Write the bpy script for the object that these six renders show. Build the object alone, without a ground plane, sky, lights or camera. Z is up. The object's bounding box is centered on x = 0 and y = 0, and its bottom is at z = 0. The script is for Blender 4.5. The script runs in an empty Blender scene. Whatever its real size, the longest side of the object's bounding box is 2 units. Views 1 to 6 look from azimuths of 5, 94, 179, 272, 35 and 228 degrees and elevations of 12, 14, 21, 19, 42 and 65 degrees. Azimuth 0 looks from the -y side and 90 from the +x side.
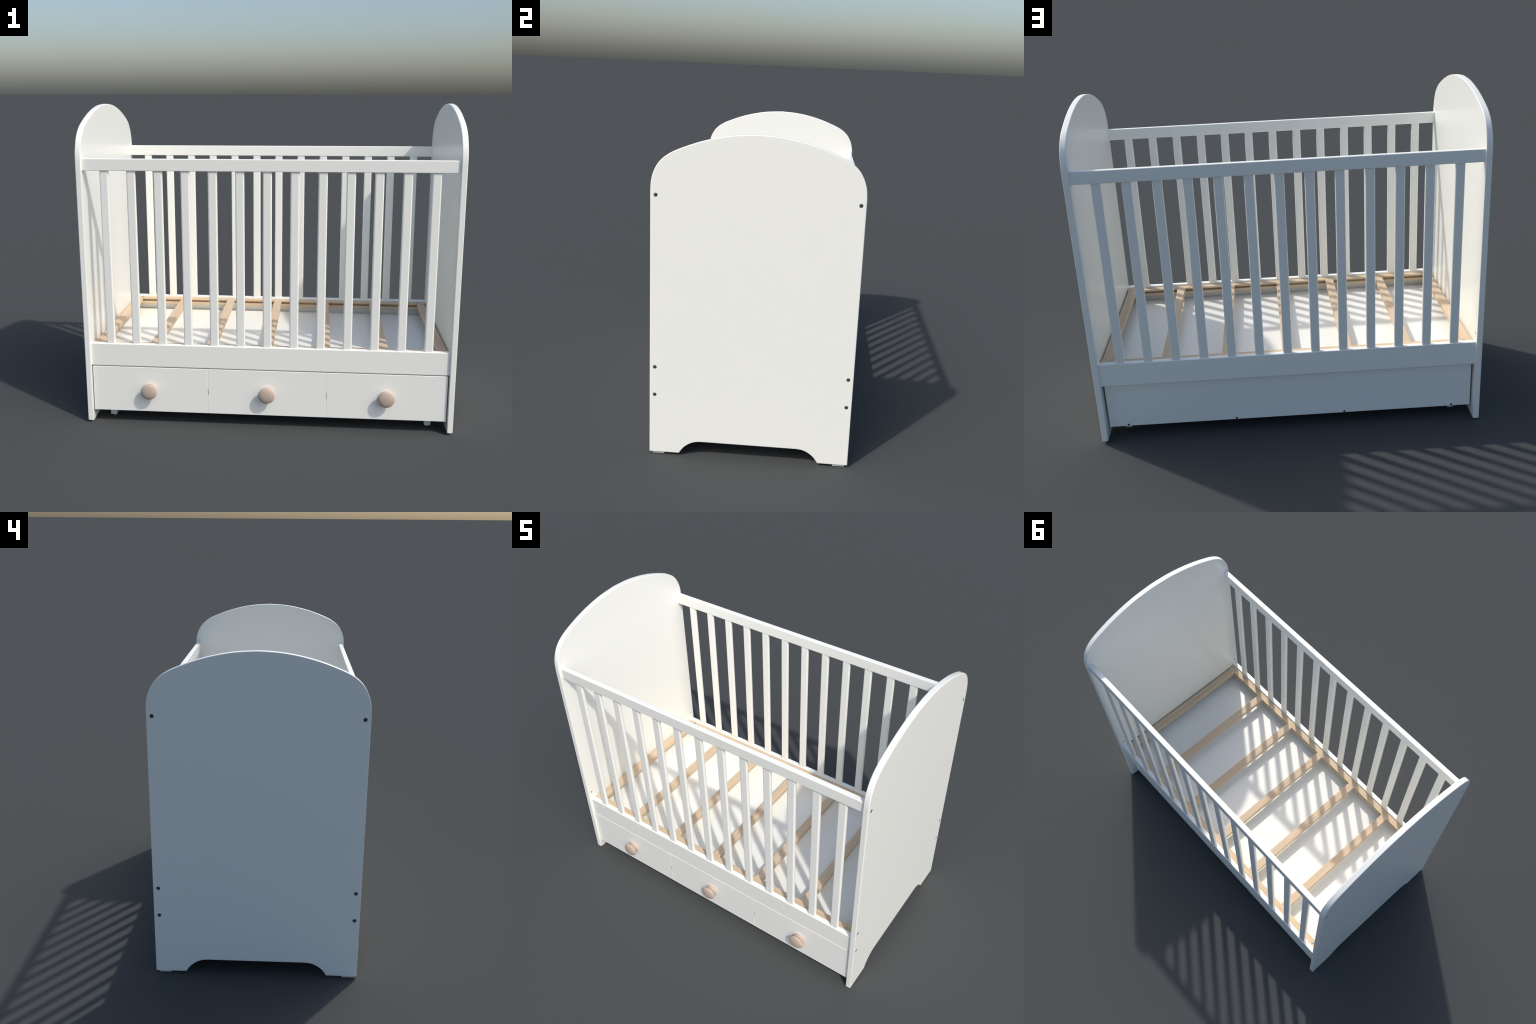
import bpy, bmesh, math, random
from mathutils import Vector, Matrix

random.seed(7)
scene = bpy.context.scene
coll = scene.collection

# ------------------------------------------------------------------ sizes
YC = 0.0175            # y of the crib's middle plane (knobs stick out in front)
HALF_D = 0.5345        # half depth of an end panel
X_OUT, X_IN = 1.0, 0.969
PANEL_BOTTOM = 0.012
# y spans of the two sides (front, rear)
TOP_Y = ((-0.5045, -0.4750), (0.5120, 0.5415))
LOW_Y = ((-0.5040, -0.4750), (0.5105, 0.5400))
BAR_Y = ((-0.4985, -0.4780), (0.5150, 0.5357))
TOP_RAIL = (1.4015, 1.4642)
LOW_RAIL = (0.3315, 0.4580)
BAR_PITCH, BAR_W = 0.1426, 0.0472
FLOOR_Z = 0.367


# ------------------------------------------------------------------ materials
def new_mat(name):
    m = bpy.data.materials.new(name)
    m.use_nodes = True
    nt = m.node_tree
    return m, nt, nt.nodes["Principled BSDF"]


def node(nt, kind, **inputs):
    n = nt.nodes.new(kind)
    for k, v in inputs.items():
        n.inputs[k.replace("_", " ")].default_value = v
    return n


def paint_mat(name, col, col2, rough=0.3):
    """satin lacquer with a very faint mottling and roller texture"""
    m, nt, b = new_mat(name)
    tc = nt.nodes.new("ShaderNodeTexCoord")
    n1 = node(nt, "ShaderNodeTexNoise", Scale=3.0, Detail=4.0, Roughness=0.6)
    ramp = nt.nodes.new("ShaderNodeValToRGB")
    ramp.color_ramp.elements[0].position = 0.35
    ramp.color_ramp.elements[1].position = 0.65
    ramp.color_ramp.elements[0].color = (*col2, 1)
    ramp.color_ramp.elements[1].color = (*col, 1)
    n2 = node(nt, "ShaderNodeTexNoise", Scale=90.0, Detail=3.0)
    bump = node(nt, "ShaderNodeBump", Strength=0.004, Distance=0.001)
    nt.links.new(tc.outputs["Object"], n1.inputs["Vector"])
    nt.links.new(tc.outputs["Object"], n2.inputs["Vector"])
    nt.links.new(n1.outputs["Fac"], ramp.inputs["Fac"])
    nt.links.new(ramp.outputs["Color"], b.inputs["Base Color"])
    nt.links.new(n2.outputs["Fac"], bump.inputs["Height"])
    nt.links.new(bump.outputs["Normal"], b.inputs["Normal"])
    b.inputs["Roughness"].default_value = rough
    b.inputs["Specular IOR Level"].default_value = 0.5
    return m


def wood_mat(name, light, dark, axis, vary=0.35):
    """untreated softwood, grain running along one object axis"""
    m, nt, b = new_mat(name)
    tc = nt.nodes.new("ShaderNodeTexCoord")
    mp = nt.nodes.new("ShaderNodeMapping")
    sc = [38.0, 38.0, 38.0]
    sc["xyz".index(axis)] = 1.3
    mp.inputs["Scale"].default_value = sc
    oi = nt.nodes.new("ShaderNodeObjectInfo")
    off = node(nt, "ShaderNodeVectorMath")
    off.operation = "SCALE"
    off.inputs[0].default_value = (5.0, 3.0, 7.0)
    nt.links.new(oi.outputs["Random"], off.inputs["Scale"])
    nt.links.new(off.outputs[0], mp.inputs["Location"])
    n1 = node(nt, "ShaderNodeTexNoise", Scale=1.0, Detail=5.0, Roughness=0.6, Distortion=0.6)
    n2 = node(nt, "ShaderNodeTexNoise", Scale=4.0, Detail=2.0)
    ramp = nt.nodes.new("ShaderNodeValToRGB")
    ramp.color_ramp.elements[0].position = 0.32
    ramp.color_ramp.elements[1].position = 0.62
    ramp.color_ramp.elements[0].color = (*dark, 1)
    ramp.color_ramp.elements[1].color = (*light, 1)
    mix = nt.nodes.new("ShaderNodeMix")
    mix.data_type = "RGBA"
    mix.blend_type = "MULTIPLY"
    hue = nt.nodes.new("ShaderNodeValToRGB")
    hue.color_ramp.elements[0].position = 0.35
    hue.color_ramp.elements[1].position = 0.65
    hue.color_ramp.elements[0].color = (1.0, 0.945, 0.90, 1)
    hue.color_ramp.elements[1].color = (0.95, 1.0, 0.96, 1)
    mix.inputs["Factor"].default_value = vary
    nt.links.new(tc.outputs["Object"], mp.inputs["Vector"])
    nt.links.new(mp.outputs["Vector"], n1.inputs["Vector"])
    nt.links.new(tc.outputs["Object"], n2.inputs["Vector"])
    nt.links.new(n1.outputs["Fac"], ramp.inputs["Fac"])
    nt.links.new(n2.outputs["Fac"], hue.inputs["Fac"])
    nt.links.new(ramp.outputs["Color"], mix.inputs[6])
    nt.links.new(hue.outputs["Color"], mix.inputs[7])
    nt.links.new(mix.outputs[2], b.inputs["Base Color"])
    bump = node(nt, "ShaderNodeBump", Strength=0.06, Distance=0.001)
    nt.links.new(n1.outputs["Fac"], bump.inputs["Height"])
    nt.links.new(bump.outputs["Normal"], b.inputs["Normal"])
    b.inputs["Roughness"].default_value = 0.6
    b.inputs["Specular IOR Level"].default_value = 0.25
    return m


def plain_mat(name, col, rough=0.5, metal=0.0):
    m, nt, b = new_mat(name)
    tc = nt.nodes.new("ShaderNodeTexCoord")
    n1 = node(nt, "ShaderNodeTexNoise", Scale=60.0, Detail=2.0)
    ramp = nt.nodes.new("ShaderNodeValToRGB")
    ramp.color_ramp.elements[0].color = (*[c * 0.9 for c in col], 1)
    ramp.color_ramp.elements[1].color = (*[min(1, c * 1.08) for c in col], 1)
    nt.links.new(tc.outputs["Object"], n1.inputs["Vector"])
    nt.links.new(n1.outputs["Fac"], ramp.inputs["Fac"])
    nt.links.new(ramp.outputs["Color"], b.inputs["Base Color"])
    b.inputs["Roughness"].default_value = rough
    b.inputs["Metallic"].default_value = metal
    return m


WHITE = paint_mat("white_lacquer", (0.978, 0.977, 0.91), (0.976, 0.975, 0.908))
WOOD_X = wood_mat("pale_wood_lengthwise", (0.755, 0.59, 0.42), (0.645, 0.485, 0.325), "x", 0.8)
WOOD_Y = wood_mat("pale_wood_crosswise", (0.755, 0.585, 0.42), (0.645, 0.48, 0.325), "y")
KNOB = wood_mat("knob_wood", (0.575, 0.455, 0.372), (0.54, 0.422, 0.34), "x", 0.2)
BOLT = plain_mat("dark_bolt_metal", (0.045, 0.052, 0.054), 0.6, 0.1)
STEEL = plain_mat("zinc_screw_metal", (0.45, 0.48, 0.52), 0.35, 0.8)
SOCKET = plain_mat("bolt_socket_metal", (0.10, 0.115, 0.125), 0.5, 0.3)
HOLE = plain_mat("shadowed_hole", (0.05, 0.05, 0.05), 0.8)
SLOT = plain_mat("seam_slot", (0.30, 0.28, 0.24), 0.8)
PLASTIC = plain_mat("white_plastic", (0.70, 0.71, 0.70), 0.4)


# ------------------------------------------------------------------ mesh helpers
def add_obj(name, mesh, parent, loc=(0, 0, 0)):
    o = bpy.data.objects.new(name, mesh)
    coll.objects.link(o)
    o.parent = parent
    o.location = loc
    return o


def finish(bm, name, mat, smooth=True):
    me = bpy.data.meshes.new(name)
    bmesh.ops.recalc_face_normals(bm, faces=bm.faces)
    bm.to_mesh(me)
    bm.free()
    me.materials.append(mat)
    me.polygons.foreach_set("use_smooth", [smooth] * len(me.polygons))
    return me


def box_into(bm, lo, hi, bevel=0.0, seg=3):
    """rounded box between two corners, appended to bm"""
    t = bmesh.new()
    bmesh.ops.create_cube(t, size=1.0)
    lo, hi = Vector(lo), Vector(hi)
    for v in t.verts:
        v.co = Vector((lo[i] + (v.co[i] + 0.5) * (hi[i] - lo[i]) for i in range(3)))
    if bevel:
        bmesh.ops.bevel(t, geom=list(t.edges), offset=bevel, offset_type="OFFSET",
                        segments=seg, profile=0.5, affect="EDGES", clamp_overlap=True)
    tmp = bpy.data.meshes.new("tmp")
    t.to_mesh(tmp)
    t.free()
    bm.from_mesh(tmp)
    bpy.data.meshes.remove(tmp)


def weighted(o):
    w = o.modifiers.new("normals", "WEIGHTED_NORMAL")
    w.weight = 100
    w.keep_sharp = True
    return o


def box_mesh(name, lo, hi, mat, bevel=0.003, seg=3):
    bm = bmesh.new()
    box_into(bm, lo, hi, bevel, seg)
    return finish(bm, name, mat)


def lathe(profile, steps=48, axis="y"):
    """revolve (radius, height) pairs; height runs along the axis"""
    bm = bmesh.new()
    rings = []
    for r, h in profile:
        ring = []
        for i in range(steps):
            a = 2 * math.pi * i / steps
            c, s = r * math.cos(a), r * math.sin(a)
            p = {"x": (h, c, s), "y": (c, h, s), "z": (c, s, h)}[axis]
            ring.append(bm.verts.new(p))
        rings.append(ring)
    for a, b in zip(rings, rings[1:]):
        for i in range(steps):
            j = (i + 1) % steps
            bm.faces.new((a[i], a[j], b[j], b[i]))
    bm.faces.new(rings[0])
    bm.faces.new(list(reversed(rings[-1])))
    return bm


# ------------------------------------------------------------------ the crib
crib = bpy.data.objects.new("baby_crib", None)
coll.objects.link(crib)
crib["label"] = "white wooden baby crib with slatted sides and a drawer"
crib["category"] = "baby crib"


# ---- end panels: arched board with a scalloped foot cut-out
def catmull(pts, per):
    out = []
    for i in range(len(pts) - 1):
        p0 = pts[max(i - 1, 0)]
        p1, p2 = pts[i], pts[i + 1]
        p3 = pts[min(i + 2, len(pts) - 1)]
        for k in range(per):
            t = k / per
            out.append(tuple(0.5 * ((2 * b) + (c - a) * t + (2 * a - 5 * b + 4 * c - d) * t * t
                                    + (3 * b - a - 3 * c + d) * t ** 3)
                             for a, b, c, d in zip(p0, p1, p2, p3)))
    out.append(pts[-1])
    return out


# right half of the arch, (distance from the middle, height)
ARCH = [(0.5345, 1.440), (0.5325, 1.478), (0.5260, 1.514), (0.5120, 1.551),
        (0.4900, 1.5855), (0.4570, 1.6160), (0.4080, 1.6440), (0.3080, 1.6835),
        (0.2060, 1.7120), (0.1050, 1.7295), (0.0, 1.7360)]
FOOT = [(0.3730, 0.012), (0.3495, 0.0455), (0.3170, 0.0705), (0.2870, 0.0825), (0.2560, 0.0862)]


def panel_outline():
    half = catmull(ARCH, 3)
    foot = catmull(FOOT, 3)
    right = [(HALF_D, PANEL_BOTTOM)] + half[:-1]            # going up
    left = [(-d, z) for d, z in reversed(right)]
    pts = right + [(0.0, ARCH[-1][1])] + left
    pts += [(-d, z) for d, z in foot] + list(reversed(foot))
    return pts


def inset(pts, amount):
    out = []
    n = len(pts)
    for i in range(n):
        a, b, c = Vector(pts[i - 1]), Vector(pts[i]), Vector(pts[(i + 1) % n])
        d1, d2 = (b - a).normalized(), (c - b).normalized()
        n1, n2 = Vector((-d1.y, d1.x)), Vector((-d2.y, d2.x))
        m = (n1 + n2).normalized()
        out.append(tuple(b + m * (amount / max(0.5, m.dot(n1)))))
    return out


BOLT_SPOTS = [(s * 0.507, z) for s in (-1, 1) for z in (1.4187, 0.5034, 0.3474)]
INNER_SPOTS = [(s * 0.507, 0.5034) for s in (-1, 1)]
PIN_SPOTS = [(s * 0.4825, 0.8005) for s in (-1, 1)]


def end_panel_mesh(side):
    bm = bmesh.new()
    outline = panel_outline()
    r = 0.0045
    steps = 4
    loops = []
    for k in range(steps + 1):                 # outer edge rounding
        a = math.pi / 2 * k / steps
        loops.append((r * (1 - math.sin(a)), X_OUT - r * (1 - math.cos(a))))
    for k in range(steps + 1):                 # inner edge rounding
        a = math.pi / 2 * k / steps
        loops.append((r * (1 - math.cos(a)), X_IN + r * (1 - math.sin(a))))
    rings = [[bm.verts.new((side * x, YC + p[0], p[1])) for p in inset(outline, ins)]
             for ins, x in loops]
    n = len(outline)
    for a, b in zip(rings, rings[1:]):
        for i in range(n):
            j = (i + 1) % n
            bm.faces.new((a[i], a[j], b[j], b[i]))

    def cap(ring, x, spots, inward):
        edges = [bm.edges.get((ring[i], ring[(i + 1) % n])) for i in range(n)]
        for d, z, rad, depth in spots:
            circ = [bm.verts.new((side * x, YC + d + rad * math.cos(2 * math.pi * i / 20),
                                  z + rad * math.sin(2 * math.pi * i / 20))) for i in range(20)]
            deep = [bm.verts.new(v.co + Vector((side * inward * depth, 0, 0))) for v in circ]
            for i in range(20):
                j = (i + 1) % 20
                e = bm.edges.new((circ[i], circ[j]))
                e.smooth = False
                edges.append(e)
            for i in range(20):
                j = (i + 1) % 20
                f = bm.faces.new((circ[i], circ[j], deep[j], deep[i]))
            f = bm.faces.new(deep)
            f.material_index = 1
            for e in f.edges:
                e.smooth = False
        bmesh.ops.triangle_fill(bm, edges=edges, use_beauty=True)

    cap(rings[0], X_OUT, [(d, z, 0.0101, 0.006) for d, z in BOLT_SPOTS], -1)
    cap(rings[-1], X_IN, [(d, z, 0.0070, 0.005) for d, z in INNER_SPOTS]
        + [(d, z, 0.0025, 0.005) for d, z in PIN_SPOTS], 1)
    me = finish(bm, "end_panel", WHITE)
    me.materials.append(HOLE)
    return me


def bolt_mesh():
    # head in the hole, dark, with a hexagonal socket
    bm = lathe([(0.0099, 0.0), (0.0099, 0.0038), (0.0091, 0.0046), (0.0042, 0.0047)], 24, "x")
    me = finish(bm, "bolt", BOLT)
    return me


def socket_mesh():
    bm = lathe([(0.0034, 0.0), (0.0034, 0.0008), (0.0012, 0.0012)], 6, "x")
    return finish(bm, "bolt_socket", SOCKET, False)


BOLT_ME, SOCKET_ME = bolt_mesh(), socket_mesh()
PAD_ME = box_mesh("foot_pad", (-0.0095, -0.0325, 0.0), (0.0095, 0.0325, 0.0135), PLASTIC, 0.002, 2)

for side in (1, -1):
    panel = weighted(add_obj("end_panel", end_panel_mesh(side), crib))
    for d, z in BOLT_SPOTS:
        bo = add_obj("bolt", BOLT_ME, panel, (side * (X_OUT - 0.0052), YC + d, z))
        so = add_obj("bolt_socket", SOCKET_ME, panel, (side * (X_OUT - 0.0008), YC + d, z))
        if side < 0:
            bo.rotation_euler = so.rotation_euler = (0, 0, math.pi)
    for d in (-0.4865, 0.4865):
        add_obj("foot_pad", PAD_ME, panel, (side * 0.983, YC + d, 0.0))


# ---- slatted sides: rails run into the end panels, thirteen bars between them
bar_h = TOP_RAIL[0] - LOW_RAIL[1]


def rail(name, span, z):
    me = box_mesh(name, (-X_IN - 0.008, span[0], z[0]), (X_IN + 0.008, span[1], z[1]), WHITE, RAIL_BEVEL, 4)
    return weighted(add_obj(name, me, crib))


RAIL_BEVEL = 0.0035
for side in (0, 1):
    rail("top_rail", TOP_Y[side], TOP_RAIL)
    rail("bottom_rail", LOW_Y[side], LOW_RAIL)
    y0, y1 = BAR_Y[side]
    me = box_mesh("bar", (-BAR_W / 2, y0, -0.012), (BAR_W / 2, y1, bar_h + 0.012), WHITE, 0.0078, 4)
    for i in range(-6, 7):
        weighted(add_obj("bar", me, crib, (i * BAR_PITCH, 0, LOW_RAIL[1])))


# ---- bed base: two grooved side beams, seven cross slats, bolts, white board
BEAM_Y = ((-0.4740, -0.4335), (0.5090, 0.4725))      # outer, inner face
BEAM_Z = (0.4065, 0.4240, 0.4375, 0.4485)


def beam_mesh(y0, y1):
    bm = bmesh.new()
    yg = y1 + math.copysign(0.018, y1)
    xs = X_IN - 0.003
    lo, hi = min(y0, y1), max(y0, y1)
    box_into(bm, (-xs, lo, BEAM_Z[0]), (xs, hi, BEAM_Z[1]), 0.0025, 2)
    box_into(bm, (-xs, lo, BEAM_Z[2]), (xs, hi, BEAM_Z[3]), 0.0025, 2)
    lo, hi = min(y0, yg), max(y0, yg)
    box_into(bm, (-xs + 0.002, lo + 0.001, BEAM_Z[1] - 0.004),
             (xs - 0.002, hi - 0.001, BEAM_Z[2] + 0.004))
    return finish(bm, "bed_side_beam", WOOD_X)


for y0, y1 in BEAM_Y:
    weighted(add_obj("bed_side_beam", beam_mesh(y0, y1), crib))

SLAT_W = 0.0495
SLAT_ME = box_mesh("bed_slat", (-SLAT_W / 2, BEAM_Y[0][1] - 0.004, 0.0), (SLAT_W / 2, BEAM_Y[1][1] + 0.004, 0.0290),
                   WOOD_Y, 0.0045, 3)
for x in (-0.936, -0.6255, -0.3128, 0.0, 0.3128, 0.6255, 0.936):
    weighted(add_obj("bed_slat", SLAT_ME, crib, (x, 0, 0.4192)))

bm = lathe([(0.0035, -0.04), (0.0035, 0.0), (0.0095, 0.0002), (0.0095, 0.002), (0.007, 0.0036),
            (0.003, 0.0038), (0.002, 0.0020)], 24, "z")
BEDBOLT_ME = finish(bm, "bed_bolt", STEEL)
for x in (-0.9145, 0.9145):
    for s in (-1, 1):
        add_obj("bed_bolt", BEDBOLT_ME, crib, (x, YC + s * 0.4735, BEAM_Z[3]))

board = box_mesh("base_board", (-X_IN + 0.004, LOW_Y[0][1] + 0.014, FLOOR_Z - 0.014),
                 (X_IN - 0.004, LOW_Y[1][0] - 0.014, FLOOR_Z), WHITE, 0.002, 2)
weighted(add_obj("base_board", board, crib))


# ---- drawer on casters with a three-field front and round knobs
DF_X, DF_Z0, DF_Z1 = 0.9635, 0.0690, 0.3260
DF_Y0, DF_Y1 = -0.5030, -0.4720
DB_Y0, DB_Y1 = 0.480, 0.5105
SEAM = 0.322

bm = bmesh.new()
bx = 0.9590
box_into(bm, (-bx, DF_Y1 + 0.0005, DF_Z0), (-bx + 0.03, DB_Y0 - 0.0005, 0.3255), 0.002, 2)
box_into(bm, (bx - 0.03, DF_Y1 + 0.0005, DF_Z0), (bx, DB_Y0 - 0.0005, 0.3255), 0.002, 2)
box_into(bm, (-bx + 0.031, DF_Y1 + 0.0005, 0.078), (bx - 0.031, DB_Y0 - 0.0005, 0.092))
box_into(bm, (-bx, DF_Y0 + 0.015, 0.300), (bx, DF_Y1 + 0.004, 0.3308))
drawer = weighted(add_obj("drawer", finish(bm, "drawer", WHITE), crib))

# front boards: the outer fields and the middle one meet in fine vee seams
for x0, x1 in ((-DF_X, -SEAM), (-SEAM, SEAM), (SEAM, DF_X)):
    me = box_mesh("drawer_front", (x0, DF_Y0, DF_Z0), (x1, DF_Y1, DF_Z1), WHITE, 0.0022, 3)
    weighted(add_obj("drawer_front", me, drawer))
for x in (-SEAM, SEAM):
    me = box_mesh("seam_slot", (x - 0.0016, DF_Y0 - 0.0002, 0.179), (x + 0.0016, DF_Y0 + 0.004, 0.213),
                  SLOT, 0.0)
    add_obj("seam_slot", me, drawer)

# plain back board
for x0, x1 in ((-bx, bx),):
    me = box_mesh("drawer_back", (x0, DB_Y0, 0.0710), (x1, DB_Y1, 0.3300), WHITE, 0.0012, 2)
    weighted(add_obj("drawer_back", me, drawer))

bm = lathe([(0.0058, 0.0), (0.0058, 0.0008), (0.0030, 0.0012)], 20, "y")
SCREW_ME = finish(bm, "screw", BOLT)
for x in (-0.8600, -0.2868, 0.2868, 0.8600):
    add_obj("screw", SCREW_ME, drawer, (x, DB_Y1, 0.0785))

KNOB_PROFILE = [(0.030, 0.002), (0.0345, 0.0), (0.0365, -0.004), (0.0362, -0.011), (0.0330, -0.0150),
                (0.0255, -0.0178), (0.0215, -0.0200), (0.0265, -0.0222), (0.0370, -0.0245),
                (0.0425, -0.0275), (0.0445, -0.0315), (0.0435, -0.0355), (0.0400, -0.0390),
                (0.0330, -0.0425), (0.0240, -0.0450), (0.0130, -0.0464), (0.0020, -0.0469)]
prof = catmull([(r, h * 1.048) for r, h in KNOB_PROFILE], 3)
KNOB_ME = finish(lathe(prof, 56, "y"), "knob", KNOB)
for x in (-0.6450, 0.0005, 0.6405):
    add_obj("knob", KNOB_ME, drawer, (x, DF_Y0, 0.1978))


def caster_mesh():
    # chamfered plastic housing with a small wheel peeping out below
    bm = lathe([(0.006, -0.005), (0.013, -0.005), (0.015, -0.003), (0.015, 0.003),
                (0.013, 0.005), (0.006, 0.005)], 32, "x")
    for v in bm.verts:
        v.co.z += 0.0152
    box_into(bm, (-0.0180, -0.024, 0.014), (-0.0115, 0.024, 0.090), 0.003, 2)
    box_into(bm, (0.0115, -0.024, 0.014), (0.0180, 0.024, 0.090), 0.003, 2)
    box_into(bm, (-0.0150, -0.0240, 0.0145), (0.0150, -0.0180, 0.090), 0.002, 2)
    box_into(bm, (-0.0150, 0.0180, 0.0145), (0.0150, 0.0240, 0.090), 0.002, 2)
    return finish(bm, "caster", PLASTIC)


CASTER_ME = caster_mesh()
for x in (-0.876, 0.876):
    for y in (-0.412, 0.412):
        weighted(add_obj("caster", CASTER_ME, drawer, (x, y, 0.0)))
